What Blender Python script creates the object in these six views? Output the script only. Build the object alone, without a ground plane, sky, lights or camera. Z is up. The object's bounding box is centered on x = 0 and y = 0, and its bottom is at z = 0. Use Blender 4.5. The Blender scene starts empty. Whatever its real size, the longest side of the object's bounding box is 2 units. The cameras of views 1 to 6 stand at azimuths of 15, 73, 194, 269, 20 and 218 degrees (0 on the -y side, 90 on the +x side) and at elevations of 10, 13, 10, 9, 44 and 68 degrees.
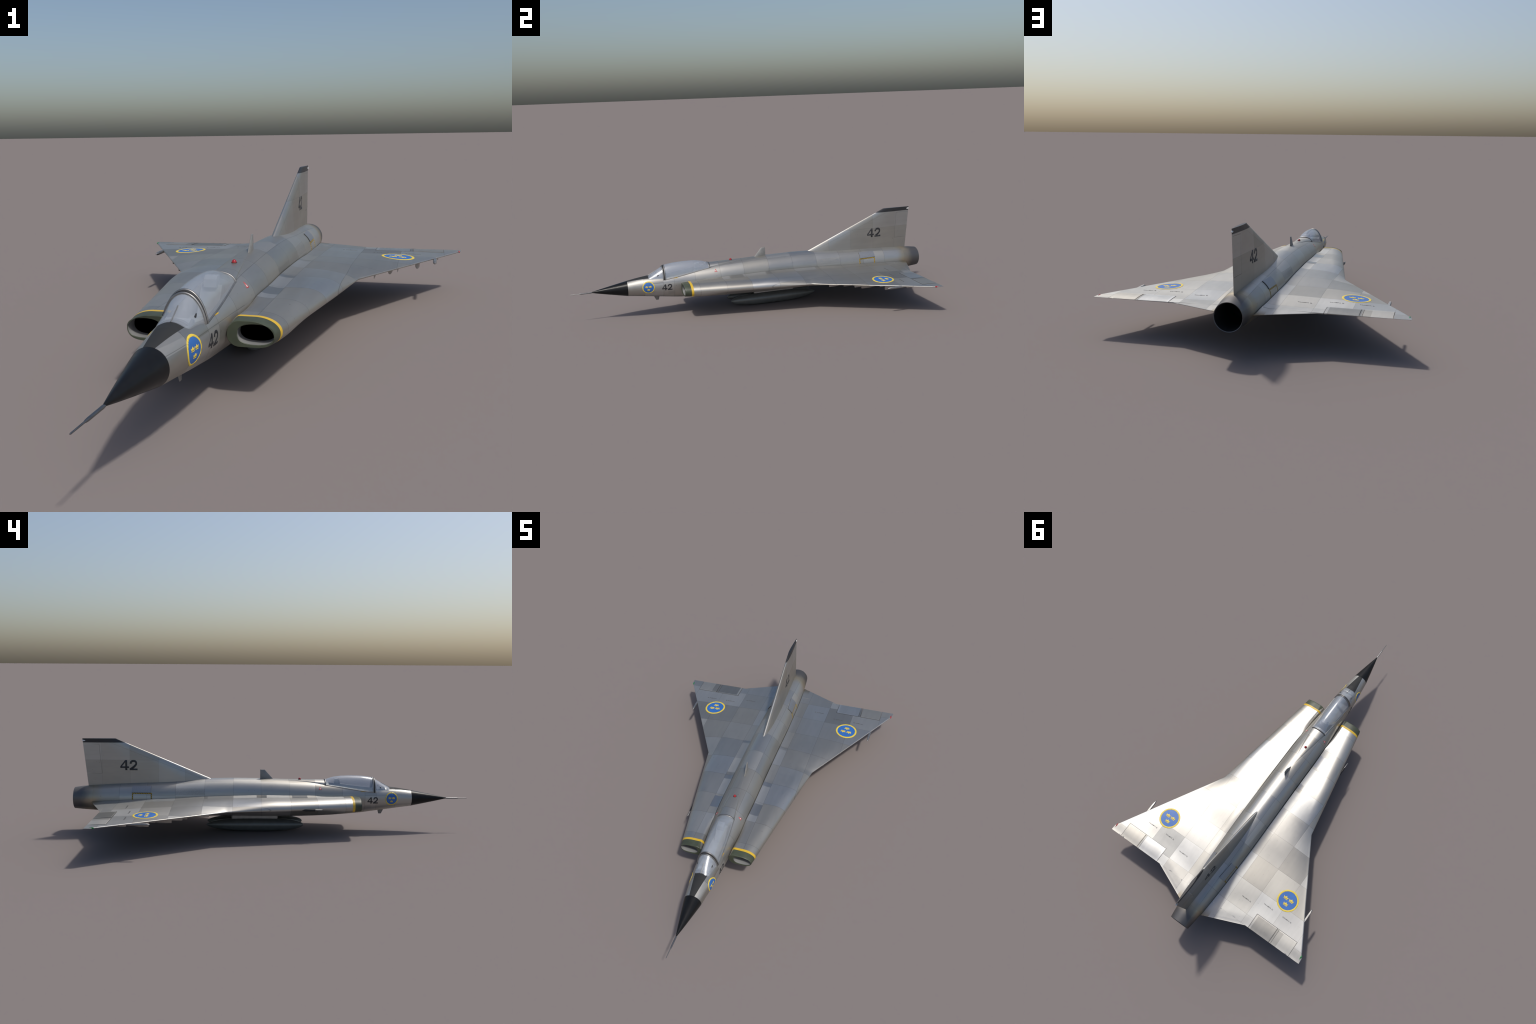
import bpy, bmesh, math
import numpy as np
from mathutils import Vector, Matrix
from mathutils.bvhtree import BVHTree

# =====================================================================
#  A bare-metal double-delta jet fighter.  Nose points to -y, port is +x.
# =====================================================================
D = bpy.data
COLL = bpy.context.scene.collection


def curve_through(pairs):
    """Monotone cubic through (position, value) control points."""
    xs = np.array([p[0] for p in pairs], float)
    ys = np.array([p[1] for p in pairs], float)
    h = np.diff(xs)
    d = np.diff(ys) / h
    m = np.zeros_like(xs)
    for i in range(1, len(xs) - 1):
        if d[i - 1] * d[i] > 0:
            w1, w2 = 2 * h[i] + h[i - 1], h[i] + 2 * h[i - 1]
            m[i] = (w1 + w2) / (w1 / d[i - 1] + w2 / d[i])
    m[0], m[-1] = d[0], d[-1]

    def f(x):
        x = min(max(x, xs[0]), xs[-1])
        i = int(min(max(np.searchsorted(xs, x) - 1, 0), len(xs) - 2))
        t = (x - xs[i]) / h[i]
        return float((1 + 2 * t) * (1 - t) ** 2 * ys[i] + t * (1 - t) ** 2 * h[i] * m[i]
                     + t * t * (3 - 2 * t) * ys[i + 1] + t * t * (t - 1) * h[i] * m[i + 1])
    return f


def smoothstep(a, b, x):
    t = min(max((x - a) / (b - a), 0.0), 1.0)
    return t * t * (3 - 2 * t)


def quarter(d, r):
    """Height (0..1) of a quarter ellipse at distance d from its edge."""
    t = min(max(d / r, 0.0), 1.0)
    return math.sqrt(max(0.0, 1 - (1 - t) ** 2))


# ------------------------------------------------------------------ nodes
class S:
    """A node socket with arithmetic, so that masks read as formulas."""
    def __init__(self, nt, sock):
        self.nt, self.s = nt, sock

    def _m(self, op, *others, clamp=False):
        n = self.nt.nodes.new("ShaderNodeMath")
        n.operation = op
        n.use_clamp = clamp
        for i, o in enumerate((self,) + others):
            if isinstance(o, S):
                self.nt.links.new(o.s, n.inputs[i])
            else:
                n.inputs[i].default_value = o
        return S(self.nt, n.outputs[0])

    def __add__(s, o): return s._m("ADD", o)
    def __sub__(s, o): return s._m("SUBTRACT", o)
    def __mul__(s, o): return s._m("MULTIPLY", o)
    def __truediv__(s, o): return s._m("DIVIDE", o)
    def __radd__(s, o): return s._m("ADD", o)
    def __rmul__(s, o): return s._m("MULTIPLY", o)
    def __rsub__(s, o): return s._m("MULTIPLY", -1.0)._m("ADD", o)
    def __neg__(s): return s._m("MULTIPLY", -1.0)
    def abs(s): return s._m("ABSOLUTE")
    def gt(s, o): return s._m("GREATER_THAN", o)
    def lt(s, o): return s._m("LESS_THAN", o)
    def max(s, o): return s._m("MAXIMUM", o)
    def min(s, o): return s._m("MINIMUM", o)
    def floor(s): return s._m("FLOOR")
    def frac(s): return s._m("FRACT")
    def inv(s): return S(s.nt, s._m("MULTIPLY", -1.0).s)._m("ADD", 1.0)

    def between(s, a, b):
        return s.gt(a) * s.lt(b)

    def near(s, v, w):
        return (s - v).abs().lt(w)

    def ramp(s, a, b, lo=0.0, hi=1.0, smooth=True):
        n = s.nt.nodes.new("ShaderNodeMapRange")
        n.interpolation_type = "SMOOTHSTEP" if smooth else "LINEAR"
        s.nt.links.new(s.s, n.inputs["Value"])
        for k, v in (("From Min", a), ("From Max", b), ("To Min", lo), ("To Max", hi)):
            n.inputs[k].default_value = v
        return S(s.nt, n.outputs[0])


class Mat:
    def __init__(self, name, base=(.5, .5, .5), rough=.4, metal=0.0, **kw):
        self.m = D.materials.new(name)
        self.m.use_nodes = True
        self.nt = self.m.node_tree
        self.b = self.nt.nodes["Principled BSDF"]
        self.b.inputs["Base Color"].default_value = (*base, 1)
        self.b.inputs["Roughness"].default_value = rough
        self.b.inputs["Metallic"].default_value = metal
        for k, v in kw.items():
            self.b.inputs[k.replace("_", " ")].default_value = v
        self._pos = None

    def xyz(self):
        if self._pos is None:
            tc = self.nt.nodes.new("ShaderNodeTexCoord")
            sp = self.nt.nodes.new("ShaderNodeSeparateXYZ")
            self.nt.links.new(tc.outputs["Object"], sp.inputs[0])
            self.tc = tc.outputs["Object"]
            self._pos = [S(self.nt, o) for o in sp.outputs]
        return self._pos

    def noise(self, scale, detail=4.0, rough=.55, stretch=(1, 1, 1), offset=(0, 0, 0)):
        self.xyz()
        mp = self.nt.nodes.new("ShaderNodeMapping")
        mp.inputs["Scale"].default_value = stretch
        mp.inputs["Location"].default_value = offset
        self.nt.links.new(self.tc, mp.inputs[0])
        n = self.nt.nodes.new("ShaderNodeTexNoise")
        n.inputs["Scale"].default_value = scale
        n.inputs["Detail"].default_value = detail
        n.inputs["Roughness"].default_value = rough
        self.nt.links.new(mp.outputs[0], n.inputs["Vector"])
        return S(self.nt, n.outputs["Fac"])

    def white(self, a, b, c):
        cb = self.nt.nodes.new("ShaderNodeCombineXYZ")
        for i, o in enumerate((a, b, c)):
            if isinstance(o, S):
                self.nt.links.new(o.s, cb.inputs[i])
            else:
                cb.inputs[i].default_value = o
        w = self.nt.nodes.new("ShaderNodeTexWhiteNoise")
        w.noise_dimensions = "3D"
        self.nt.links.new(cb.outputs[0], w.inputs["Vector"])
        return S(self.nt, w.outputs["Value"]), w.outputs["Color"]

    def mix(self, fac, a, b, blend="MIX"):
        n = self.nt.nodes.new("ShaderNodeMix")
        n.data_type = "RGBA"
        n.blend_type = blend
        if isinstance(fac, S):
            self.nt.links.new(fac.s, n.inputs[0])
        else:
            n.inputs[0].default_value = fac
        for i, o in ((6, a), (7, b)):
            if isinstance(o, tuple):
                n.inputs[i].default_value = (*o, 1)
            else:
                self.nt.links.new(o, n.inputs[i])
        return n.outputs[2]

    def scale_colour(self, col, k):
        n = self.nt.nodes.new("ShaderNodeVectorMath")
        n.operation = "SCALE"
        if isinstance(col, tuple):
            n.inputs[0].default_value = col
        else:
            self.nt.links.new(col, n.inputs[0])
        self.nt.links.new(k.s, n.inputs["Scale"])
        return n.outputs[0]

    def put(self, name, v):
        self.nt.links.new(v.s if isinstance(v, S) else v, self.b.inputs[name])

    def bump(self, h, strength=.3, dist=.001):
        n = self.nt.nodes.new("ShaderNodeBump")
        n.inputs["Strength"].default_value = strength
        n.inputs["Distance"].default_value = dist
        self.nt.links.new(h.s, n.inputs["Height"])
        self.nt.links.new(n.outputs[0], self.b.inputs["Normal"])


STATIONS = (-.6225, -.524, -.466, -.352, -.2145, -.084, .058, .196, .339, .484, .628, .7655, .899)
RIBS = (.126, .2555, .3965, .5505)
METAL = (.450, .440, .412)
ROUGH = .43
METALNESS = .85


def line_mask(coord, places, w):
    m = None
    for p in places:
        k = (coord - p).abs()
        m = k if m is None else m.min(k)
    return m.ramp(w * .45, w, 1.0, 0.0)


def index_of(coord, places):
    n = None
    for p in places:
        k = coord.gt(p)
        n = k if n is None else n + k
    return n


def skin(name, kind):
    """Weathered bare-metal skin; panels differ in tone, seams are fine dark lines."""
    M = Mat(name, METAL, ROUGH, METALNESS, Specular_IOR_Level=.3, Specular_Tint=(.82, .82, .80, 1))
    x, y, z = M.xyz()
    ax = x.abs()
    side = x.gt(0)
    iy = index_of(y, STATIONS)
    lines = line_mask(y, STATIONS, .0011)
    if kind == "wing":
        under = z.lt(.1475)
        flap = ax.gt(.2995) * y.gt(.7330) * ax.lt(.5515)
        ix = index_of(ax, RIBS) * flap.inv() + flap * (ax.gt(.434) + 50.0)
        iy = iy * flap.inv() + flap * 9.0
        strip = ax.lt(.126)
        polished = strip * (y.between(.030, .080).max(y.between(-.172, -.096)).max(y.between(.322, .347)))
        cell, col = M.white(ix + 3.0, iy + side * 20.0 + polished * 7.0, under)
        lines = lines.max(line_mask(ax, RIBS, .0010)) * flap.inv()
        gap = (ax - .300).abs().min((ax - .434).abs() * .22).min((ax - .5503).abs()).ramp(.0010, .0022, 1, 0) * y.gt(.733)
        gap = gap.max((y - .7338).abs().ramp(.0006, .0016, 1, 0) * ax.between(.2995, .5510))
        lines = lines.max(gap)
        frame = flap * ((y - .7338).lt(.0055)).max((ax - .300).lt(.0115)) * (gap * -1.0 + 1.0)  # band lightened in colour to paint the edge highlight on the elevons
        dark = side * ax.between(.2555, .3965) * y.between(.628, .7655) * flap.inv()
        dark = dark.max(side * ax.between(.3965, .47) * y.between(.40, .484) * (ax - .3965 - (y - .40) * .9).gt(-.004) * .7)
        dark = dark.max(side.inv() * y.gt(.7395) * ax.between(.312, .4295).max(ax.between(.4385, .470)) * z.gt(.1475) * .85)
    elif kind == "fin":
        fy = (.44, .574, .7175, .859)
        fz = (.3555,)
        ix = index_of(y, fy)
        iz = index_of(z, fz)
        cell, col = M.white(ix, iz, 4.5)
        lines = line_mask(y, fy, .0009).max(line_mask(z, fz, .0009))
        slant = z - (y - .3125) * .395 - .2445
        lines = lines.max(slant.abs().ramp(.0005, .0010, 1, 0))
        dark = x * 0.0
    else:
        top = ax.lt(.0395) * z.gt(.2)
        low = z.lt(.1835)
        mid = z.gt(.222) * top.inv()
        cell, col = M.white(iy, top * 2.0 + low * 5.0 + mid * 1.0 * 0.0, side * top.inv() * 3.0)
        lines = lines.max((ax - .0395).abs().ramp(.0004, .0009, 1, 0) * z.gt(.2) * y.gt(-.26))
        lines = lines.max((z - (.1865 - (y + .5).max(0.0) * .006)).abs().ramp(.0004, .0009, 1, 0) * y.lt(-.30))
        dark = y.between(.339, .484) * z.between(.19, .221) * .45
        dark = dark.max(y.between(.05, .195) * z.between(.188, .206) * .25)
        dark = dark.max(y.between(-.50, -.466) * z.between(.118, .138) * .35)
    big = M.noise(6.0, 3.0)
    fine = M.noise(55.0, 6.0, .65)
    streak = M.noise(40.0, 4.0, .6, stretch=(1, .12, 1))
    tone = cell.ramp(0, 1, .86, 1.08, False) * big.ramp(.3, .7, .975, 1.025) * streak.ramp(.3, .7, .97, 1.03)
    tone = tone * (dark * -.28 + 1.0) * (lines * (-.20 if kind == "fin" else -.32) + 1.0)
    if kind == "wing":
        tone = tone * (frame * .16 + 1.0)
    specks = M.noise(130.0, 2.0, .5, offset=(3, 1, 7)).ramp(.70, .76, 0, .25)
    tone = tone * (specks * -1.0 + 1.0)
    warm = M.mix(cell.frac() * 0.0 + cell, (1.02, 1.0, .965), (.965, .99, 1.03))
    base = M.mix(1.0, METAL, warm, "MULTIPLY")
    base = M.scale_colour(base, tone)
    rough = (cell * 7.31).frac().ramp(0, 1, -.075, .085, False) + fine.ramp(.3, .7, -.012, .02) + ROUGH
    metal = ((cell * 3.77).frac() - .5) * (.05 if kind == "fin" else .16) + METALNESS + dark * .10
    if kind == "wing":
        rough = rough - polished * .06 + dark * .04
        metal = metal + polished * .04
        burn = (y - .905).abs().ramp(0, .06, 1, 0) * ax.lt(.10) * .8
        base = M.mix(burn, base, (.30, .25, .17))
    if kind == "body":
        rough = rough + y.between(.339, .484) * z.between(.19, .221) * M.noise(260.0, 2.0).ramp(.4, .6, 0, .2)
        # heat-tinted tail: straw-brown halo, then soot-dark pipe
        yy = y + (M.noise(14.0, 3.0) - .5) * .05
        base = M.mix(yy.ramp(.845, .90, 0, .75), base, (.42, .35, .24))
        base = M.mix(yy.ramp(.89, .965, 0, 1), base, (.15, .147, .148))
        rough = rough + yy.ramp(.89, .96, 0, .08)
        # matt anti-glare panel ahead of the windscreen
        half = (y + .705) * .152 + .0125
        glare = (ax - half).lt(0.0) * z.gt(.18) * y.lt(-.58)
        base = M.mix(glare, base, (.028, .029, .030))
        metal = metal * glare.inv()
        rough = rough + glare * .25
    M.put("Base Color", base)
    M.put("Metallic", metal)
    M.put("Roughness", rough)
    M.bump(lines * -1.0, .10, .0006)
    return M.m


BODY = skin("bare_metal_fuselage_skin", "body")
WING = skin("bare_metal_wing_skin", "wing")
FIN = skin("bare_metal_fin_skin", "fin")


def plain(name, base, rough=.45, metal=0.0, var=.12, scale=40.0, **kw):
    M = Mat(name, base, rough, metal, **kw)
    n = M.noise(scale, 4.0)
    M.put("Base Color", M.scale_colour(base, n.ramp(.25, .75, 1 - var, 1 + var)))
    M.put("Roughness", n.ramp(.25, .75, rough - .04, rough + .06))
    return M.m


BLACK = plain("radome_black", (.008, .0085, .0095), .32, Specular_IOR_Level=.22)
TIPBLACK = plain("fin_tip_black", (.022, .023, .026), .45)
STEEL = plain("polished_steel", (.31, .305, .295), .46, .95)
DARKSTEEL = plain("dark_steel", (.22, .22, .22), .4, 1.0)
GREYMETAL = plain("grey_aerial", (.25, .25, .24), .5, .3)
YELLOW = plain("yellow_paint", (.62, .39, .03), .45, 0, .06)
BLUE = plain("blue_paint", (.030, .135, .42), .45, 0, .06)
GOLD = plain("golden_yellow_paint", (.72, .54, .065), .45, 0, .06)
INK = plain("dark_grey_paint", (.026, .027, .030), .5, 0, .1)
FADED = plain("faded_stencil_ink", (.10, .10, .10), .5, 0, .2)
RED = plain("warning_red", (.50, .05, .05), .45)
WHITE = plain("warning_white", (.75, .74, .72), .45)
REDLENS = plain("red_lens", (.33, .010, .014), .12, 0, .05, Coat_Weight=.6)
GREENLENS = plain("green_lens", (.006, .17, .035), .12, 0, .05, Coat_Weight=.6)
CLEARLENS = plain("clear_lens", (.75, .75, .73), .1, 0, .03, Coat_Weight=.6)
TANK = plain("tank_paint", (.15, .16, .155), .36, .35, .08)
PYLON = plain("pylon_metal", (.42, .42, .41), .45, .8)
PODGREY = plain("pod_metal", (.42, .41, .39), .42, .9)
COCKPIT = plain("cockpit_paint", (.38, .39, .39), .6)
SEAT = plain("seat_cloth", (.34, .35, .35), .7)
GUN = plain("gun_black", (.012, .012, .013), .5)
RUBBER = plain("black_seal", (.02, .02, .02), .6)


def lip_material():
    M = Mat("olive_lip_paint", (.065, .080, .050), .5)
    x, y, z = M.xyz()
    n = M.noise(30, 4)
    col = M.scale_colour((.052, .063, .040), n.ramp(.3, .7, .85, 1.15))
    bare = (x.abs() + (y + .437) * -.22).lt(.0735) * y.gt(-0.4300)
    M.put("Base Color", M.mix(bare, col, METAL))
    M.put("Metallic", bare * METALNESS)
    M.put("Roughness", bare.ramp(0, 1, .5, ROUGH))
    return M.m


def stripe_material():
    M = Mat("yellow_stripe_paint", (.72, .46, .035), .45)
    x, y, z = M.xyz()
    bare = x.abs().lt(.0705)
    M.put("Base Color", M.mix(bare, (.62, .40, .03), METAL))
    M.put("Metallic", bare * METALNESS)
    return M.m


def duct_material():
    M = Mat("intake_duct_baked_shade", (.3, .3, .3), .4, .2)
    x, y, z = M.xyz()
    M.put("Base Color", M.mix(y.ramp(-.437, -.29, 0, 1), (.28, .285, .285), (.008, .008, .009)))  # lit grey mouth and dark depth of the duct baked into the colour
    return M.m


def pipe_material():
    M = Mat("exhaust_soot", (.006, .006, .006), .9, 0)
    n = M.noise(30, 3)
    M.put("Base Color", M.scale_colour((.006, .006, .0065), n.ramp(.2, .8, .7, 1.3)))
    return M.m


def glass_material():
    M = Mat("canopy_glass", (.63, .67, .72), .22, .40)
    n = M.noise(60, 5, .6, stretch=(1, .35, 1))
    M.put("Roughness", n.ramp(.3, .7, .18, .26))
    tr = M.nt.nodes.new("ShaderNodeBsdfTransparent")
    tr.inputs[0].default_value = (.97, .985, 1.0, 1)
    mx = M.nt.nodes.new("ShaderNodeMixShader")
    M.nt.links.new(tr.outputs[0], mx.inputs[1])
    M.nt.links.new(M.b.outputs[0], mx.inputs[2])
    mx.inputs[0].default_value = .33
    out = M.nt.nodes["Material Output"]
    M.nt.links.new(mx.outputs[0], out.inputs[0])
    return M.m


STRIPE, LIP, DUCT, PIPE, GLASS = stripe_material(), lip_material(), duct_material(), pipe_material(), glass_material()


def hatch_stripes():
    M = Mat("hazard_stripe_paint", (.5, .3, .02), .5)
    x, y, z = M.xyz()
    k = ((y + z) * 118.0).frac().gt(.5)
    M.put("Base Color", M.mix(k, (.55, .36, .03), (.02, .02, .02)))
    return M.m


HAZARD = hatch_stripes()
VENT = plain("vent_cover_metal", (.335, .345, .36), .50, .85, .10, 300.0)

# ------------------------------------------------------------------ mesh helpers
ROOT = D.objects.new("jet_fighter", None)
COLL.objects.link(ROOT)
ROOT["label"] = "bare metal double delta jet fighter with blue yellow roundels"
ROOT["category"] = "fighter aircraft"


def make(name, verts, faces, mat, parent=ROOT, smooth=40.0, mats=None):
    me = D.meshes.new(name)
    me.from_pydata([tuple(v) for v in verts], [], faces)
    bm = bmesh.new()
    bm.from_mesh(me)
    bmesh.ops.remove_doubles(bm, verts=bm.verts, dist=1e-6)
    bmesh.ops.dissolve_degenerate(bm, dist=1e-7, edges=bm.edges)
    bmesh.ops.recalc_face_normals(bm, faces=bm.faces)
    bm.to_mesh(me)
    bm.free()
    return add(name, me, mat, parent, smooth)


def add(name, me, mat, parent=ROOT, smooth=40.0):
    ob = D.objects.new(name, me)
    COLL.objects.link(ob)
    if mat is not None:
        me.materials.clear()
        me.materials.append(mat)
    ob.parent = parent
    if smooth:
        me.shade_smooth()
        me.set_sharp_from_angle(angle=math.radians(smooth))
    return ob


def loft(rings, cap0=True, cap1=True, closed=True):
    n = len(rings[0])
    verts = [p for r in rings for p in r]
    faces = []
    for i in range(len(rings) - 1):
        for j in range(n if closed else n - 1):
            k = (j + 1) % n
            faces.append((i * n + j, i * n + k, (i + 1) * n + k, (i + 1) * n + j))
    if cap0:
        faces.append(tuple(range(n)))
    if cap1:
        faces.append(tuple((len(rings) - 1) * n + j for j in range(n)))
    return verts, faces


def lathe(profile, centre=(0, 0, 0), n=40, cap0=True, cap1=True):
    """Body of revolution about an axis parallel to y: profile of (y, radius)."""
    rings = []
    for yy, r in profile:
        r = max(r, 1e-5)
        rings.append([(centre[0] + r * math.cos(2 * math.pi * j / n), centre[1] + yy,
                       centre[2] + r * math.sin(2 * math.pi * j / n)) for j in range(n)])
    return loft(rings, cap0, cap1)


def boolean(me_a, me_b, op):
    a, b = D.objects.new("tmp_a", me_a), D.objects.new("tmp_b", me_b)
    COLL.objects.link(a), COLL.objects.link(b)
    m = a.modifiers.new("cut", "BOOLEAN")
    m.operation, m.solver, m.object = op, "EXACT", b
    bpy.context.view_layer.update()
    dg = bpy.context.evaluated_depsgraph_get()
    out = D.meshes.new_from_object(a.evaluated_get(dg))
    D.objects.remove(a), D.objects.remove(b)
    return out


def raw(verts, faces):
    me = D.meshes.new("raw")
    me.from_pydata([tuple(v) for v in verts], [], faces)
    bm = bmesh.new()
    bm.from_mesh(me)
    bmesh.ops.remove_doubles(bm, verts=bm.verts, dist=1e-6)
    bmesh.ops.dissolve_degenerate(bm, dist=1e-7, edges=bm.edges)
    bmesh.ops.recalc_face_normals(bm, faces=bm.faces)
    bm.to_mesh(me)
    bm.free()
    return me


def notch(me, xa, xb, y0, keep_inside):
    """Cut the region xa<x<xb, y>y0 out of a wing (or keep only it) and close the cut with flat walls."""
    bm = bmesh.new()
    bm.from_mesh(me)
    for co, no in (((xa, 0, 0), (1, 0, 0)), ((xb, 0, 0), (1, 0, 0)), ((0, y0, 0), (0, 1, 0))):
        bmesh.ops.bisect_plane(bm, geom=bm.verts[:] + bm.edges[:] + bm.faces[:], dist=1e-6, plane_co=co, plane_no=no)
    doomed = []
    for f in bm.faces:
        c = f.calc_center_median()
        if (xa < c.x < xb and c.y > y0) != keep_inside:
            doomed.append(f)
    bmesh.ops.delete(bm, geom=doomed, context="FACES")
    rim = [e for e in bm.edges if len(e.link_faces) == 1]
    on = lambda v, i, p: abs(v.co[i] - p) < 3e-6
    rv = {v for e in rim for v in e.verts}
    for x in (xa, xb):
        corner = [v for v in rv if on(v, 0, x) and on(v, 1, y0)]
        if len(corner) == 2:
            rim.append(bm.edges.new(corner))
    for i, p in ((0, xa), (0, xb), (1, y0)):
        loop = [e for e in rim if all(on(v, i, p) for v in e.verts)]
        if loop:
            bmesh.ops.edgeloop_fill(bm, edges=loop)
    bmesh.ops.recalc_face_normals(bm, faces=bm.faces)
    out = D.meshes.new("cut")
    bm.to_mesh(out)
    bm.free()
    return out


def prism(poly, axis, lo, hi):
    """Extrude a 2-D polygon along an axis (0,1,2); poly gives the other two coordinates in order."""
    n = len(poly)

    def pt(p, h):
        q = list(p)
        q.insert(axis, h)
        return tuple(q)
    verts = [pt(p, lo) for p in poly] + [pt(p, hi) for p in poly]
    faces = [tuple(range(n)), tuple(range(n, 2 * n))] + [(i, (i + 1) % n, n + (i + 1) % n, n + i) for i in range(n)]
    return verts, faces


def mirrored(verts, faces, s):
    return [(s * p[0], p[1], p[2]) for p in verts], faces


def bvh_of(*meshes):
    vs, fs = [], []
    for me in meshes:
        o = len(vs)
        vs += [v.co.copy() for v in me.vertices]
        fs += [tuple(o + i for i in p.vertices) for p in me.polygons]
    return BVHTree.FromPolygons(vs, fs)


# ------------------------------------------------------------------ fuselage
# y, half width, height of the widest point, top, bottom
FUS = [(-.708, .0400, .1630, .2033, .1222), (-.643, .0474, .1635, .2145, .1142), (-.598, .0530, .1638, .2200, .1080),
       (-.517, .0590, .1640, .2265, .0970), (-.44, .0637, .1650, .2340, .0868), (-.393, .0662, .1665, .2380, .0825),
       (-.35, .0695, .1680, .2415, .0788), (-.27, .0755, .1710, .2470, .0735), (-.2, .0790, .1730, .2525, .0705),
       (-.09, .0808, .1750, .2570, .0678), (0, .0810, .1760, .2605, .0670), (.1, .0810, .1780, .2628, .0670),
       (.2, .0808, .1780, .2636, .0675), (.34, .0808, .1750, .2604, .0705), (.49, .0798, .1698, .2494, .0770),
       (.6, .0776, .1663, .2444, .0825), (.75, .0726, .1646, .2370, .0910), (.9, .0638, .1630, .2262, .0990),
       (.96, .0585, .1620, .2205, .1035), (1.0, .0537, .1610, .2147, .1073)]
F_W, F_C, F_T, F_B = (curve_through([(r[0], r[i]) for r in FUS]) for i in (1, 2, 3, 4))


def fus_ring(y, n=96, shrink=0.0):
    w, c, t, b = F_W(y) - shrink, F_C(y), F_T(y) - shrink, F_B(y) + shrink
    ring = []
    for j in range(n):
        a = 2 * math.pi * j / n
        s = math.sin(a)
        ring.append((w * math.cos(a), y, c + (t - c if s > 0 else c - b) * s))
    return ring


# canopy outline: half width at sill, sill height, crown height
CAN = [(-.5975, .0300, .2085, .2190), (-.588, .0366, .2060, .2240), (-.5647, .0400, .2042, .2364), (-.5400, .0440, .2020, .2508),
       (-.5231, .0472, .2007, .2608), (-.510, .0484, .2000, .2680), (-.4800, .0487, .2046, .2738), (-.4459, .0485, .2088, .2772),
       (-.3938, .0472, .2170, .2784), (-.3500, .0453, .2238, .2766), (-.3158, .0433, .2292, .2722), (-.290, .0416, .2332, .2652), (-.267, .0402, .2368, .2568)]
C_W, C_S, C_T = (curve_through([(r[0], r[i]) for r in CAN]) for i in (1, 2, 3))


def can_arc(y, n=33, grow=0.0, drop=.004):
    """Arc over the cockpit from one sill to the other."""
    w, s, t = C_W(y) + grow, C_S(y), C_T(y) + grow
    low = .32 * (t - s)
    a0 = math.asin(low / (t - s + low)) if t > s else 0
    ww, hh = w / math.cos(a0), t - s + low
    pts = []
    for j in range(n):
        a = a0 + (math.pi - 2 * a0) * j / (n - 1)
        pts.append((ww * math.cos(a), y, s - low + hh * math.sin(a)))
    if drop:
        pts = [(pts[0][0], y, pts[0][2] - drop)] + pts + [(pts[-1][0], y, pts[-1][2] - drop)]
    return pts


ys = np.unique(np.concatenate([np.linspace(-.7075, 1.0, 150), np.linspace(.93, 1.0, 12)]))
rings = [fus_ring(float(v)) for v in ys]
pipe_r = lambda s: [(p[0] * s, 1.0 - .0, F_C(1.0) + (p[2] - F_C(1.0)) * s) for p in fus_ring(1.0)]
rings.append([(p[0], .9985, p[2]) for p in pipe_r(.955)])
rings.append([(p[0], .80, p[2]) for p in pipe_r(.93)])
fus_me = raw(*loft(rings))
# cockpit well
well_y = np.linspace(-.572, -.285, 16)
well = []
for v in well_y:
    v = float(v)
    w = C_W(v) - .0055
    well.append([(-w, v, .300), (-w, v, .170), (w, v, .170), (w, v, .300)])
well_me = raw(*loft(well))
well_me.materials.append(COCKPIT)
fus_me.materials.append(BODY)
a, b = D.objects.new("ta", fus_me), D.objects.new("tb", well_me)
COLL.objects.link(a), COLL.objects.link(b)
mod = a.modifiers.new("cut", "BOOLEAN")
mod.operation, mod.solver, mod.object, mod.material_mode = "DIFFERENCE", "EXACT", b, "TRANSFER"
bpy.context.view_layer.update()
fus_cut = D.meshes.new_from_object(a.evaluated_get(bpy.context.evaluated_depsgraph_get()))
D.objects.remove(a), D.objects.remove(b)
fus = add("fuselage", fus_cut, None, smooth=35)

# soot-black pipe liner
r1 = F_W(1.0)
liner = lathe([(.9978, r1 * .949), (.97, r1 * .945), (.81, r1 * .92), (.805, .0)], (0, 0, F_C(1.0)), 48, False, True)
make("exhaust_pipe", *liner, PIPE, smooth=30)

# dorsal fairing behind the canopy
rings = []
for v in np.linspace(-.2675, -.012, 24):
    v = float(v)
    k = (v + .2675) / .2555
    w = .0402 * (1 - k) ** .85 + .0008
    t = .2562 + .0038 * k ** 1.4
    t = max(t, F_T(v) - .0006)
    base = F_C(v) + (F_T(v) - F_C(v)) * math.sqrt(max(0, 1 - (w / F_W(v)) ** 2))
    base = min(base, t)
    ring = [(w * math.cos(a), v, base + (t - base) * math.sin(a)) for a in np.linspace(0, math.pi, 25)]
    ring = [(w, v, base - .012)] + ring + [(-w, v, base - .012)]
    rings.append(ring)
make("dorsal_fairing", *loft(rings), BODY, smooth=35)

# radome and nose boom
make("radome", *lathe([(-.893, .0022), (-.85, .0118), (-.80, .0222), (-.75, .0322), (-.72, .0381), (-.7085, .0403), (-.7080, .0400)],
                      (0, 0, .1628), 72), BLACK, smooth=30)
make("nose_boom", *lathe([(-1.0, .0008), (-.998, .0015), (-.956, .0018), (-.953, .0027), (-.945, .0033), (-.905, .0034), (-.897, .0036), (-.888, .0026)],
                         (0, 0, .1617), 20), DARKSTEEL, smooth=30)


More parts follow.
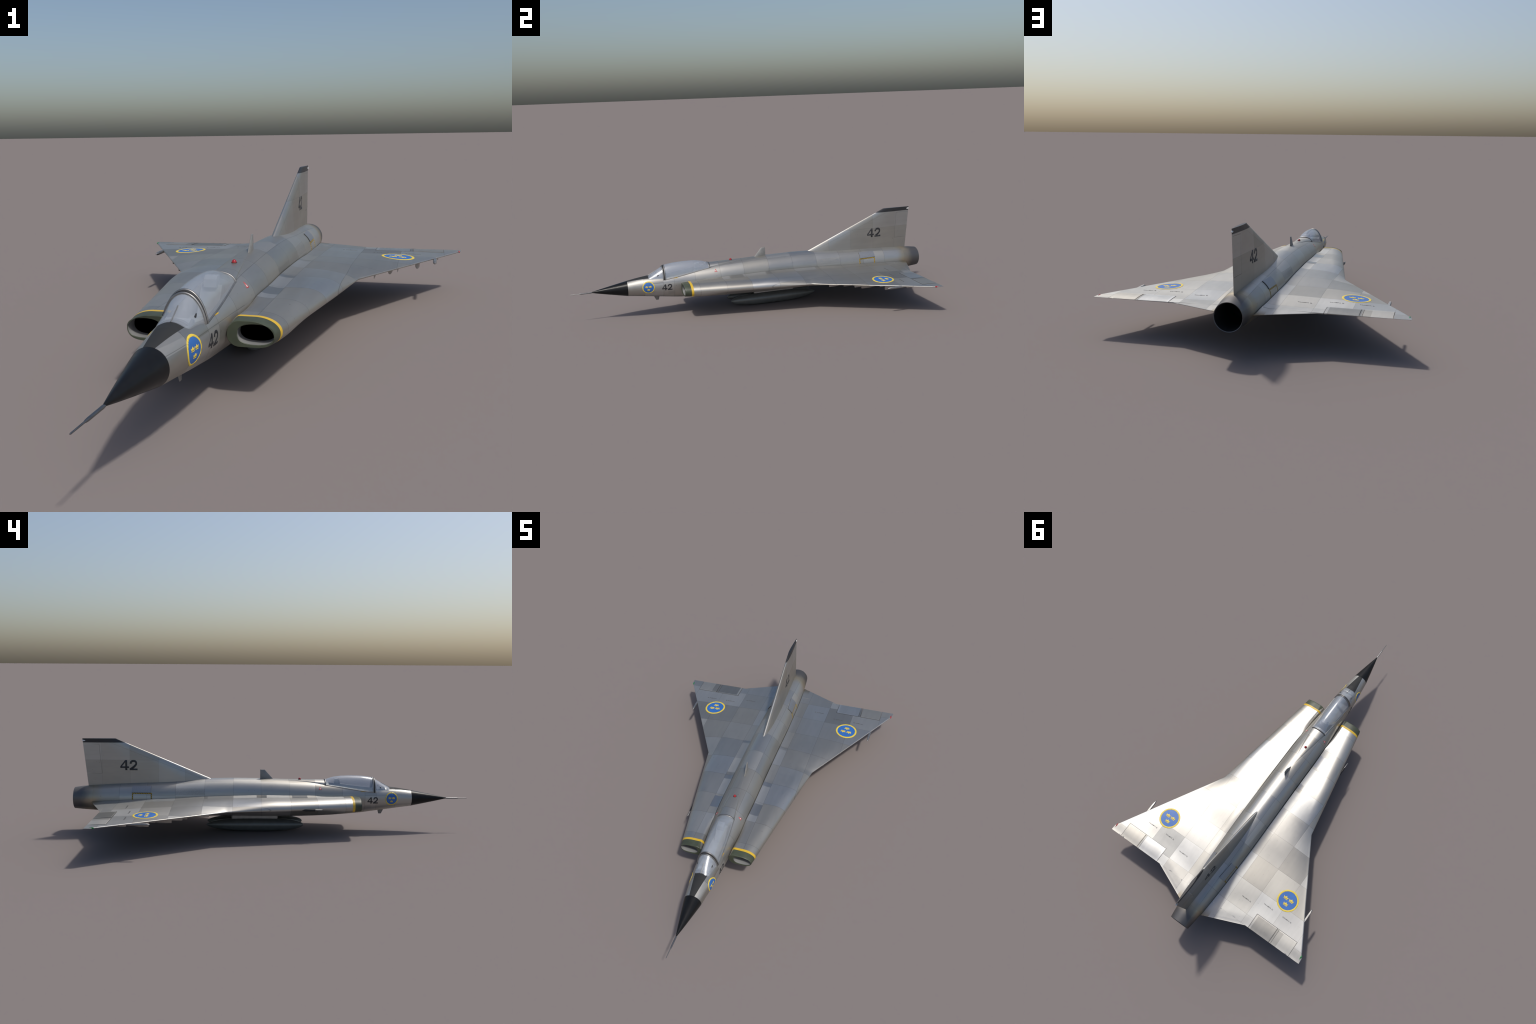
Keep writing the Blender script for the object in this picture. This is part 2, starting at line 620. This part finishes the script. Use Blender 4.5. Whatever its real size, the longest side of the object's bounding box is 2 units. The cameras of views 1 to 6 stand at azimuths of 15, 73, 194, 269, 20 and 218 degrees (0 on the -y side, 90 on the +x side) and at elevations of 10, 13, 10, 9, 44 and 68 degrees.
# ------------------------------------------------------------------ wing
W_UP = curve_through([(-.45, .0325), (-.393, .0355), (-.2, .0350), (-.087, .0350), (.058, .0368), (.2, .0345), (.357, .0295),
                      (.4945, .0208), (.644, .0146), (.70, .0112), (.787, .0050), (.905, .0008)])
W_LOW = curve_through([(-.45, .0245), (-.393, .0280), (-.30, .0430), (-.2, .0540), (0, .0560), (.2, .0520), (.35, .0430), (.5, .0300),
                       (.7, .0145), (.8, .0055), (.905, .0008)])
W_MID = curve_through([(-.45, .1505), (-.3, .1495), (0, .1490), (.3, .1485), (.6, .1485), (.905, .1495)])
KINK, TIP, TE = (.2920, .2260), (.6135, .7890), .8162
TE_IN = (.0640, .9057)
TEK = .2815


def edge_x(y):
    if y <= KINK[1]:
        return .1840 + (y + .393) * (KINK[0] - .184) / (KINK[1] + .393)
    if y <= TIP[1]:
        return KINK[0] + (y - KINK[1]) * (TIP[0] - KINK[0]) / (TIP[1] - KINK[1])
    return TIP[0]


def inner_top(y):
    """Inner edge of the upper skin: a narrow slot separates it from the round fuselage."""
    return F_W(y) + .0006 + .0016 * smoothstep(-.34, -.1, y)


def inner_low(y):
    """Inner edge of the lower skin, which runs into the belly."""
    return inner_top(y) - .055 * smoothstep(-.36, -.1, y) * (1 - .88 * smoothstep(.62, .78, y))


def te_y(x):
    if x >= TEK:
        return TE
    return TE + (TEK - x) * (TE_IN[1] - TE) / (TEK - TE_IN[0])


def wing_half(x, y, table, upper):
    xe = edge_x(y)
    d = max(xe - x, 0.0)
    s = smoothstep(-.02, .30, y)
    u = min(d / (xe - .085), 1.0)
    yt = te_y(x)
    if y > .2:
        f = min(max((y - .2) / (yt - .2), 0.0), 1.0)
        yv = y + (TE_IN[1] - yt) * f
    else:
        yv = y
    g_front = quarter(d, .060 if upper else .040 + .045 * smoothstep(-.40, -.2, y))
    g_aft = 1 - (1 - u) ** 2.9
    if not upper:
        s_low = smoothstep(-.40, -.18, y)
        g_front = g_front * (1 - s_low) + (1 - (1 - u) ** 1.9) * s_low
        g_aft = 1 - (1 - u) ** 1.85
    h = table(yv) * (g_front * (1 - s) + g_aft * s)
    if not upper:                            # rounded shoulder along the side of the intake trunk
        h = math.sqrt(h * h + (.0090 * (1 - s) * quarter(d, .013)) ** 2)
    tail = smoothstep(0, .06, yt - y)
    h = math.sqrt(h * h + (.0027 * s * quarter(d, .006) * tail) ** 2)
    h *= (1 - .5 * (1 - smoothstep(0, .02, yt - y)) * smoothstep(.6, .8, y))
    if upper:                                # small fillet rising to the fuselage side
        h += .0050 * max(0.0, 1 - (x - inner_top(y)) / .034) ** 2 * smoothstep(-.34, -.15, y) * (1 - smoothstep(.80, .90, y))
    near = 1 - smoothstep(-.40, -.2, y)
    h *= 1 - near * (1 - quarter(x - inner_top(y), .031 - .010 * smoothstep(-.437, -.387, y)))
    return h


def wing_ring(y, xmax=None, n=54):
    xe = edge_x(y) if xmax is None else xmax
    xu, xl, m = inner_top(y), inner_low(y), W_MID(y)
    xe = max(xe, xu + .0004)
    up, low = [], []
    for j in range(n + 1):
        t = j / n
        k = .62 * (1 - (1 - t) ** 2.2) + .38 * (.5 - .5 * math.cos(math.pi * t))    # points crowd to both edges
        k = k * (1 - .35 * (1 - t) ** 3)
        x = xu + (xe - xu) * k
        up.append((x, y, m + wing_half(x, y, W_UP, True) + .0004))
        x = xl + (xe - xl) * k
        low.append((x, y, m - wing_half(x, y, W_LOW, False) - .0004))
    return up + low[::-1] + [(xl, y, m - .0001), (xu, y, m + .0001)]


Y0 = -.387
y_list = list(np.linspace(Y0, KINK[1], 60)) + list(np.linspace(KINK[1], TIP[1], 64))[1:] + [.797, .804, .810, TE]
rings = [wing_ring(float(v)) for v in y_list]
y_tail = [TE + .0001] + list(np.linspace(TE, .9052, 12))[1:]
for v in y_tail:
    xm = TEK - (v - TE) * (TEK - TE_IN[0]) / (TE_IN[1] - TE)
    rings.append(wing_ring(float(v), xm))
wing_v, wing_f = loft(rings)

ELEVONS = ((.3005, .4295), (.4385, .5500))
HINGE = .7335
wing_cut = {}
for s in (1, -1):
    me = raw(*mirrored(wing_v, wing_f, s))
    whole = me
    for x0, x1 in ELEVONS:
        me = notch(me, min(s * x0, s * x1), max(s * x0, s * x1), HINGE, False)
    wing_cut[s] = add("wing", me, WING, smooth=32)
    for x0, x1 in ELEVONS:
        g = .0014
        lo, hi = sorted((s * (x0 + g), s * (x1 - g)))
        flap = add("elevon", notch(whole, lo, hi, HINGE + g, True), WING, parent=wing_cut[s], smooth=32)
        for v in flap.data.vertices:         # the flap stands slightly proud of the wing skin
            k = min(1.0, (TE - v.co.y) / .03)
            v.co.z += math.copysign(.0011 * k, v.co.z - W_MID(v.co.y))
        bv = flap.modifiers.new("rounded_edges", "BEVEL")
        bv.width, bv.segments, bv.limit_method, bv.angle_limit = .0014, 2, "ANGLE", math.radians(55)

# ------------------------------------------------------------------ air intakes
def opening(p, centre, half, power):
    a = math.atan2((p[2] - centre[1]) / half[1], (p[0] - centre[0]) / half[0])
    c, q = math.cos(a), math.sin(a)
    return (centre[0] + half[0] * math.copysign(abs(c) ** (2 / power), c),
            centre[1] + half[1] * math.copysign(abs(q) ** (2 / power), q))


def at(ring, y, grow=0.0, scale=1.0):
    cx, cz = .1205, .1535
    return [(cx + (p[0] - cx) * scale, y, cz + (p[2] - cz) * scale) for p in ring]


OC, OH, OP = (.1326, .1535), (.0425, .0233), 2.45
for s in (1, -1):
    yl = [-.399, -.407, -.416, -.424, -.429]
    R = [wing_ring(v) for v in yl]
    front = wing_ring(-.4312)
    R.append(at(front, -0.4313, scale=.985))
    R.append(at(front, -0.4325, scale=.965))
    hole = [opening(p, OC, OH, OP) for p in front]
    near = [opening(p, OC, (OH[0] + .0012, OH[1] + .0012), OP) for p in front]
    R.append([(p[0], -0.4321, p[1]) for p in near])
    R.append([(p[0], -0.4307, p[1]) for p in hole])
    make("intake_lip", *mirrored(*loft(R, True, False), s), LIP, parent=wing_cut[s], smooth=38)
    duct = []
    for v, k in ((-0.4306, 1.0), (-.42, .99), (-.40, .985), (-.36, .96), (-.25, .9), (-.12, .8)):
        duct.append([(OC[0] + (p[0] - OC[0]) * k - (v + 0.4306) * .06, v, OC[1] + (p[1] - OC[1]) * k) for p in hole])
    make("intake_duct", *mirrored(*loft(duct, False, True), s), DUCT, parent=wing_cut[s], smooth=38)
    band = [at(wing_ring(v), v, scale=1.003) for v in (-.399, -.393, -.387)]
    make("intake_stripe", *mirrored(*loft(band), s), STRIPE, parent=wing_cut[s], smooth=38)

# ------------------------------------------------------------------ fin
def fin_le(z): return .7393 - (.4434 - z) / .425
def fin_te(z): return .931 + (z - .224) * .1027


def fin_ring(z, n=28, grow=0.0):
    a, b = fin_le(z), fin_te(z)
    k = (z - .26) / (.4636 - .26)
    half = (.0180 * (1 - k) + .0064 * k) + grow
    up = []
    for j in range(n + 1):
        t = (0.5 - 0.5 * math.cos(math.pi * j / n)) ** 1.3
        th = half * (1.05 * math.sqrt(min(t / .30, 1) * (2 - min(t / .30, 1))) if t < .30 else 1.05 * (1 - ((t - .30) / .70) ** 1.4) + .06)
        th = min(th, half)
        up.append((th if 0 < j else 0.0, a + (b - a) * t, z))
    return up + [(-p[0], p[1], p[2]) for p in up[::-1]]


def fin_solid(z0, z1, n):
    return loft([fin_ring(float(v)) for v in np.linspace(z0, z1, n)])


fin_me = raw(*fin_solid(.2165, .4432, 26))
rud = [(.8590, .2868), (.8715, .4355), (1.02, .4355), (1.02, .2868)]
rud_in = [(.8598, .2876), (.8722, .4347), (1.02, .4347), (1.02, .2876)]
fin_cut = boolean(fin_me, raw(*prism(rud, 0, -.05, .05)), "DIFFERENCE")
fin = add("tail_fin", fin_cut, FIN, smooth=32)
add("rudder", boolean(fin_me, raw(*prism(rud_in, 0, -.05, .05)), "INTERSECT"), FIN, parent=fin, smooth=32)
make("fin_cap", *fin_solid(.4434, .4636, 5), TIPBLACK, parent=fin, smooth=32)
# tail light
make("tail_light", *lathe([(-.014, .0003), (-.010, .0022), (-.004, .0036), (.001, .0040), (.0030, .0030), (.0040, .0005)], (0, .9525, .4525), 16),
     CLEARLENS, parent=fin, smooth=50)


# ------------------------------------------------------------------ canopy
def shell(name, y0, y1, mat, n=18, parent=ROOT):
    outer = [can_arc(float(v)) for v in np.linspace(y0, y1, n)]
    inner = [can_arc(float(v), grow=-.0014) for v in np.linspace(y0, y1, n)]
    rings = []
    for o, i in zip(outer, inner):
        rings.append(o + i[::-1])
    return make(name, *loft(rings), mat, parent, smooth=50)


canopy = shell("canopy", -.5085, -.2695, GLASS, 30, fus)
shell("windscreen", -.5970, -.5205, GLASS, 18, fus)


def tube(name, pts, r, mat, parent=ROOT, n=10, flat=1.0):
    """Round bar along a polyline."""
    P = [Vector(p) for p in pts]
    rings = []
    for i, p in enumerate(P):
        d = (P[min(i + 1, len(P) - 1)] - P[max(i - 1, 0)]).normalized()
        up = Vector((0, 0, 1)) if abs(d.z) < .9 else Vector((0, 1, 0))
        a = d.cross(up).normalized()
        b = a.cross(d).normalized()
        rings.append([p + a * (r * math.cos(2 * math.pi * j / n)) + b * (r * flat * math.sin(2 * math.pi * j / n)) for j in range(n)])
    return make(name, *loft(rings), mat, parent, smooth=50)


def hoop(y, r, mat, grow=.0006, name="canopy_frame", n=41):
    arc = can_arc(y, n, grow, .003)
    P = [Vector(p) for p in arc]
    rings = []
    ydir = Vector((0, 1, 0))
    for i, p in enumerate(P):
        d = (P[min(i + 1, len(P) - 1)] - P[max(i - 1, 0)]).normalized()
        b = d.cross(ydir).normalized()
        rings.append([p + ydir * (r * math.cos(2 * math.pi * j / 10)) + b * (r * math.sin(2 * math.pi * j / 10)) for j in range(10)])
    return make(name, *loft(rings), mat, fus, smooth=50)


hoop(-.5200, .0030, STEEL)
hoop(-.5105, .0030, STEEL)
hoop(-.5152, .0021, RUBBER, name="canopy_seal")
hoop(-.2690, .0026, STEEL)
hoop(-.2655, .0016, RUBBER, name="canopy_seal")
for s in (1, -1):
    pts = [(s * (C_W(float(v)) + .0006), float(v), C_S(float(v)) - .0012) for v in np.linspace(-.512, -.268, 24)]
    tube("canopy_rail", pts, .0024, STEEL, fus)
    pts = [(s * (C_W(float(v)) + .0012), float(v), C_S(float(v)) - .0040) for v in np.linspace(-.512, -.268, 24)]
    tube("canopy_seal", pts, .0010, RUBBER, fus)
tube("windscreen_rod", [(0, v, C_T(v) + .0014) for v in (-.5965, -.590, -.580, -.570, -.560, -.553)], .0011, STEEL, fus)

# cockpit furniture
make("seat", *prism([(-.372, .171), (-.306, .171), (-.312, .236), (-.330, .240)], 0, -.026, .026), SEAT, fus, smooth=30)
make("headrest", *prism([(-.344, .236), (-.318, .236), (-.317, .262), (-.334, .263), (-.341, .255)], 0, -.016, .016), SEAT, fus, smooth=30)
make("instrument_coaming", *prism([(-.578, .1985), (-.532, .1985), (-.534, .210), (-.552, .2175), (-.572, .2100)], 0, -.028, .028), COCKPIT, fus, smooth=30)
for s in (1, -1):
    make("windscreen_vane", *prism([(-.5525, .2222), (-.5425, .2268), (-.5475, .2178)], 0, *sorted((s * .0340, s * .0372))), INK, fus, smooth=0)

# ------------------------------------------------------------------ aerials, lights
def blade(name, sections, mat, parent=ROOT):
    """Lenticular blade: sections of (z, y_front, y_rear, half thickness)."""
    rings = []
    for z, a, b, th in sections:
        up = []
        for j in range(13):
            t = 0.5 - 0.5 * math.cos(math.pi * j / 12)
            up.append((th * math.sin(math.pi * t ** .8), a + (b - a) * t, z))
        rings.append(up + [(-p[0], p[1], p[2]) for p in up[-2:0:-1]])
    return make(name, *loft(rings), mat, parent, smooth=40)


blade("blade_aerial", [(.255, -.0080, .0612, .0050), (.2618, -.0023, .0612, .0045), (.3055, .0365, .0612, .0024), (.3068, .0385, .0610, .0016)], GREYMETAL, fus)
blade("belly_aerial", [(.106, -.5730, -.5405, .0026), (.100, -.5700, -.5420, .0025), (.0818, -.5610, -.5465, .0016), (.0810, -.5600, -.5470, .0010)], GREYMETAL, fus)

rings = []
for z, r in ((.2540, .0080), (.2580, .0081), (.2588, .0072)):
    rings.append([(r * math.cos(a), -.1397 + r * math.sin(a), z) for a in np.linspace(0, 2 * math.pi, 28, endpoint=False)])
make("beacon_base", *loft(rings), RUBBER, fus, smooth=40)
rings = []
for k in np.linspace(0, .97, 12):
    r = .0070 * math.cos(k * math.pi / 2)
    rings.append([(r * math.cos(a), -.1397 + r * math.sin(a), .2586 + .0082 * math.sin(k * math.pi / 2)) for a in np.linspace(0, 2 * math.pi, 28, endpoint=False)])
make("beacon", *loft(rings), REDLENS, fus, smooth=60)

for s, lens in ((1, REDLENS), (-1, GREENLENS)):
    w = wing_cut[s]
    make("wing_tip_light", *lathe([(-.0085, .0004), (-.007, .0024), (-.003, .0038), (.003, .0038), (.012, .0022), (.0185, .0003)],
                                  (s * .6055, .7810, .1490), 16), lens, parent=w, smooth=60)
    # probe under the outer wing
    make("wing_probe", *lathe([(-.055, .0006), (-.052, .0028), (-.042, .0053), (-.025, .0061), (.03, .0061), (.052, .0035), (.060, .0008)],
                              (s * .5182, .6060, .1440), 18), STEEL, parent=w, smooth=60)

    def pod(name, x, y0, y1, z0, th, slope, mat=PODGREY, ztop=.150):
        """Under-wing fairing with an upright front, rising to the rear."""
        rings = []
        for k in (0, .04, .12, .3, .5, .7, .85, 1.0):
            y = y0 + (y1 - y0) * k
            hw = th * (.55 + .45 * min(1, k / .12)) * (1 if k < .6 else 1 - .7 * (k - .6) / .4)
            zb = z0 + (.0015 if k == 0 else 0) + max(0, k - .35) / .65 * slope
            zt = ztop
            ring = [(-hw, y, zt), (-hw, y, zb + hw * .8), (-hw * .6, y, zb + hw * .15), (0, y, zb), (hw * .6, y, zb + hw * .15), (hw, y, zb + hw * .8), (hw, y, zt)]
            rings.append([(s * x + p[0], p[1], p[2]) for p in ring])
        return make(name, *loft(rings), mat, parent=w, smooth=40)
    pod("fence", .331, .3045, .400, .1340, .0016, .004)
    pod("fence", .398, .4205, .530, .1345, .0016, .004)
    pod("fence", .4605, .5340, .600, .1395, .0016, .003)
    pod("fence", .5285, .6520, .745, .1375, .0016, .006)
    pod("servo_fairing", .283, .4080, .560, .1110, .0072, .018, ztop=.144)
    pod("servo_fairing", .370, .4725, .640, .1150, .0072, .018)
    pod("servo_fairing", .459, .5640, .715, .1195, .0072, .018)
    pod("probe_mount", .5182, .5650, .660, .1380, .0036, .006)

# drop tanks
def tank_r(k):
    e = abs(2 * k - 1)
    return .0330 * ((1 - e ** 3.0) ** .52 if k < .5 else (1 - e ** 2.6) ** .60)


for s in (1, -1):
    prof = []
    for k in np.linspace(0, 1, 61):
        k = float(.5 - .5 * math.cos(math.pi * k))
        yy = -.1585 + .4915 * k
        r = tank_r(k)
        prof.append((yy, max(r, .0002)))
    tank = make("drop_tank", *lathe(prof, (s * .0454, 0, .0330), 44), TANK, smooth=60)
    for yy in (-.085, -.0, .08, .196):
        pr = tank_r((yy + .1585) / .4915)
        make("tank_band", *lathe([(yy - .0012, pr - .002), (yy - .0010, pr + .00015), (yy + .0010, pr + .00015), (yy + .0012, pr - .002)], (s * .0454, 0, .0330), 44),
             DARKSTEEL if False else TANK, parent=tank, smooth=20)
    plan = [(-.0275, .0006), (-.022, .0050), (.0, .0062), (.17, .0062), (.20, .0045), (.2055, .0006)]
    ring = [(s * .0454 + hw, yy) for yy, hw in plan] + [(s * .0454 - hw, yy) for yy, hw in plan[::-1]]
    make("tank_pylon", *prism(ring, 2, .060, .105), PYLON, parent=tank, smooth=30)

# gun on the starboard shoulder
make("gun_fairing", *lathe([(-.2005, .0020), (-.198, .0056), (-.175, .0058), (-.15, .0056), (-.128, .0030)], (-.2235, 0, .1455), 16), GUN, parent=wing_cut[-1], smooth=50)
make("gun_barrel", *lathe([(-.2340, .0016), (-.2335, .0022), (-.19, .0024)], (-.2238, 0, .1460), 14), STEEL, parent=wing_cut[-1], smooth=50)

# ------------------------------------------------------------------ markings laid on the skin
BV_FUS = bvh_of(fus.data)
BV_FIN = bvh_of(fin.data)
BV_WING = {s: bvh_of(wing_cut[s].data, *[c.data for c in wing_cut[s].children if c.name.startswith("elevon")]) for s in (1, -1)}


def outline_mesh(polys, holes=()):
    bm = bmesh.new()
    if holes:                               # ring: outer and inner loops of equal count
        for o, i in zip(polys, holes):
            n = len(o)
            vo = [bm.verts.new((p[0], p[1], 0)) for p in o]
            vi = [bm.verts.new((p[0], p[1], 0)) for p in i]
            for k in range(n):
                bm.faces.new((vo[k], vo[(k + 1) % n], vi[(k + 1) % n], vi[k]))
    else:
        for o in polys:
            bm.faces.new([bm.verts.new((p[0], p[1], 0)) for p in o])
    return bm


def text_bm(body, bold=0.0):
    cu = D.curves.new("lettering", "FONT")
    cu.body = body
    cu.size = 1.0
    cu.offset = bold
    cu.align_x = "CENTER"
    cu.align_y = "CENTER"
    cu.resolution_u = 6
    ob = D.objects.new("lettering", cu)
    COLL.objects.link(ob)
    bpy.context.view_layer.update()
    me = D.meshes.new_from_object(ob.evaluated_get(bpy.context.evaluated_depsgraph_get()))
    D.objects.remove(ob)
    bm = bmesh.new()
    bm.from_mesh(me)
    lo = [min(v.co[i] for v in bm.verts) for i in (0, 1)]
    hi = [max(v.co[i] for v in bm.verts) for i in (0, 1)]
    for v in bm.verts:                       # normalise to width 1, centred
        v.co.x = (v.co.x - (lo[0] + hi[0]) / 2) / (hi[0] - lo[0])
        v.co.y = (v.co.y - (lo[1] + hi[1]) / 2) / (hi[1] - lo[1])
    return bm


def number_bm():
    """The number 42 in a plain bold sans, width and height 1, centred."""
    four = [[(.57, 0), (.80, 0), (.80, 1), (.57, 1)], [(.80, .215), (1, .215), (1, .385), (.80, .385)], [(0, .215), (.57, .215), (.57, .385), (0, .385)],
            [(0, .385), (.19, .385), (.57, .775), (.57, 1)]]
    path = [(.135, .640), (.145, .735), (.21, .84), (.33, .905), (.50, .925), (.67, .905), (.80, .83), (.855, .715), (.83, .60), (.73, .485), (.55, .345), (.36, .185)]
    wide = [.125, .122, .115, .105, .098, .105, .115, .122, .122, .115, .115, .145]
    P = [Vector((p[0], p[1])) for p in path]
    L, Rr = [], []
    for i, p in enumerate(P):
        d = (P[min(i + 1, len(P) - 1)] - P[max(i - 1, 0)]).normalized()
        n = Vector((-d.y, d.x))
        L.append(p + n * wide[i]), Rr.append(p - n * wide[i])
    L[-1], Rr[-1] = Vector((.47, .172)), Vector((.02, .172))
    Rr[-2] = Vector((.40, .40)) if False else Rr[-2]
    two = [[L[i], Rr[i], Rr[i + 1], L[i + 1]] for i in range(len(P) - 1)] + [[(0, 0), (1, 0), (1, .172), (0, .172)]]
    f = lambda polys, x0, w: [[(x0 + p[0] * w - .5, p[1] - .5) for p in q] for q in polys]
    bm = outline_mesh(f(four, 0, .505) + f(two, .545, .455))
    bmesh.ops.remove_doubles(bm, verts=bm.verts, dist=1e-5)
    return bm


def decal(name, bm, origin, right, up, size, bvh, mat, parent, lift=.0005, grid=.004, thick=.0009, maxd=.2, rim=None):
    """Lay a flat outline on a curved skin: cut it into a fine grid, drop it along the view normal, give it thickness."""
    o, r, u = Vector(origin), Vector(right), Vector(up)
    nrm = r.cross(u).normalized()
    for v in bm.verts:
        v.co.x *= size[0]
        v.co.y *= size[1]
    bmesh.ops.triangulate(bm, faces=bm.faces)
    for ax in (0, 1):
        lo = min(v.co[ax] for v in bm.verts)
        hi = max(v.co[ax] for v in bm.verts)
        k = lo + grid
        while k < hi:
            pn = Vector((1, 0, 0)) if ax == 0 else Vector((0, 1, 0))
            bmesh.ops.bisect_plane(bm, geom=bm.verts[:] + bm.edges[:] + bm.faces[:], plane_co=pn * k, plane_no=pn)
            k += grid
    bad = []
    for v in bm.verts:
        p = o + r * v.co.x + u * v.co.y
        hit, n, _, _ = bvh.ray_cast(p + nrm * .05, -nrm, maxd)
        if hit is None:
            bad.append(v)
            continue
        if n.dot(nrm) < 0:
            n = -n
        v.co = hit + n * lift
    bmesh.ops.delete(bm, geom=bad, context="VERTS")
    bmesh.ops.recalc_face_normals(bm, faces=bm.faces)
    if bm.faces and sum(f.normal.dot(nrm) for f in bm.faces) < 0:
        bmesh.ops.reverse_faces(bm, faces=bm.faces)
    me = D.meshes.new(name)
    bm.to_mesh(me)
    bm.free()
    ob = add(name, me, mat, parent, smooth=60)
    m = ob.modifiers.new("film", "SOLIDIFY")
    m.thickness = thick
    m.offset = -1
    if rim:
        me.materials.append(rim)
        m.material_offset_rim = 1
        sp = ob.modifiers.new("crisp_edges", "EDGE_SPLIT")
        sp.split_angle = math.radians(40)
    return ob


def circle(r, n=64):
    return [(r * math.cos(2 * math.pi * k / n), r * math.sin(2 * math.pi * k / n)) for k in range(n)]


def crown_bm(cx, cy, w, h):
    body = [(-.42, .22), (.42, .22), (.50, .82), (.24, .56), (0, 1.0), (-.24, .56), (-.50, .82)]
    base = [(-.42, 0), (.42, 0), (.42, .14), (-.42, .14)]
    f = lambda P: [(cx + p[0] * w, cy + (p[1] - .5) * h) for p in P]
    return outline_mesh([f(body), f(base)])


def roundel(origin, right, up, R, bvh, parent):
    hub = decal("roundel", outline_mesh([circle(.87)]), origin, right, up, (R, R), bvh, BLUE, parent, .0005)
    decal("roundel_ring", outline_mesh([circle(1.0)], [circle(.845)]), origin, right, up, (R, R), bvh, GOLD, parent, .0007)
    for cx, cy in ((-.285, .157), (.285, .157), (0, -.34)):
        decal("crown", crown_bm(cx, cy, .49, .33), origin, right, up, (R, R), bvh, GOLD, parent, .0008)


for s in (1, -1):
    w = wing_cut[s]
    roundel((s * .3905, .5897, .20), (-1, 0, 0), (0, -1, 0), .0574, BV_WING[s], w)
    for cx, cy in ((.4412, .6728), (.3258, .6725), (.2085, .7042)):
        decal("stencil", text_bm("TRAMPA EJ", .004), (s * cx, cy, .20), (-1, 0, 0), (0, -1, 0), (.0560, .0072), BV_WING[s], FADED, w, .0004, .02, .0006)
    # side of the nose, door marks, fin number: seen along +-x
    rt, up = (0, s, 0), (0, 0, 1)
    roundel((s * .12, -.6022, .1666), rt, up, .0322, BV_FUS, fus)
    decal("number", number_bm(), (s * .12, -.5057, .1605), rt, up, (.0535, .0322), BV_FUS, INK, fus, .0005, .004)
    decal("number", number_bm(), (s * .06, .7235, .3296), rt, up, (.0870, .0510), BV_FIN, INK, fin, .0005, .02)
    tri = [(-.5, 0), (.5, 0), (0, 1)]
    tin = [(-.25, .14), (.25, .14), (0, .66)]
    decal("warning_triangle", outline_mesh([tri], [tin]), (s * .12, -.2390, .2148), rt, up, (.0155, .0148), BV_FUS, RED, fus, .0005, .004)
    decal("warning_triangle_centre", outline_mesh([[(-.30, .10), (.30, .10), (0, .74)]]), (s * .12, -.2390, .2148), rt, up, (.0155, .0148), BV_FUS, WHITE, fus, .0004, .004)
    arrow = [(-.5, -.35), (.22, -.35), (.22, -.5), (.5, 0), (.22, .5), (.22, .35), (-.5, .35)]
    decal("rescue_arrow", outline_mesh([arrow]), (s * .12, -.4590, .2035), rt, up, (.0330 * s, .0030), BV_FUS, YELLOW, fus, .0005, .004)
    # hazard-striped door frame low on the rear fuselage
    for y0, y1, z0, z1 in ((.6015, .7015, .1930, .1985), (.6015, .6075, .1625, .1930), (.6955, .7015, .1590, .1930)):
        q = [(s * (y0 - .65), z0 - .18), (s * (y1 - .65), z0 - .18), (s * (y1 - .65), z1 - .18), (s * (y0 - .65), z1 - .18)]
        decal("hazard_stripe", outline_mesh([q]), (s * .12, .65, .18), rt, up, (1, 1), BV_FUS, HAZARD, fus, .0005, .005)
    q = [(s * -.0475, -.0145), (s * .0475, -.0145), (s * .0475, .0145), (s * -.0475, .0145)]
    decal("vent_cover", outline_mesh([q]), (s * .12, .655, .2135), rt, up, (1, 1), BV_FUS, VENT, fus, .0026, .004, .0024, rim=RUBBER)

bpy.context.view_layer.update()
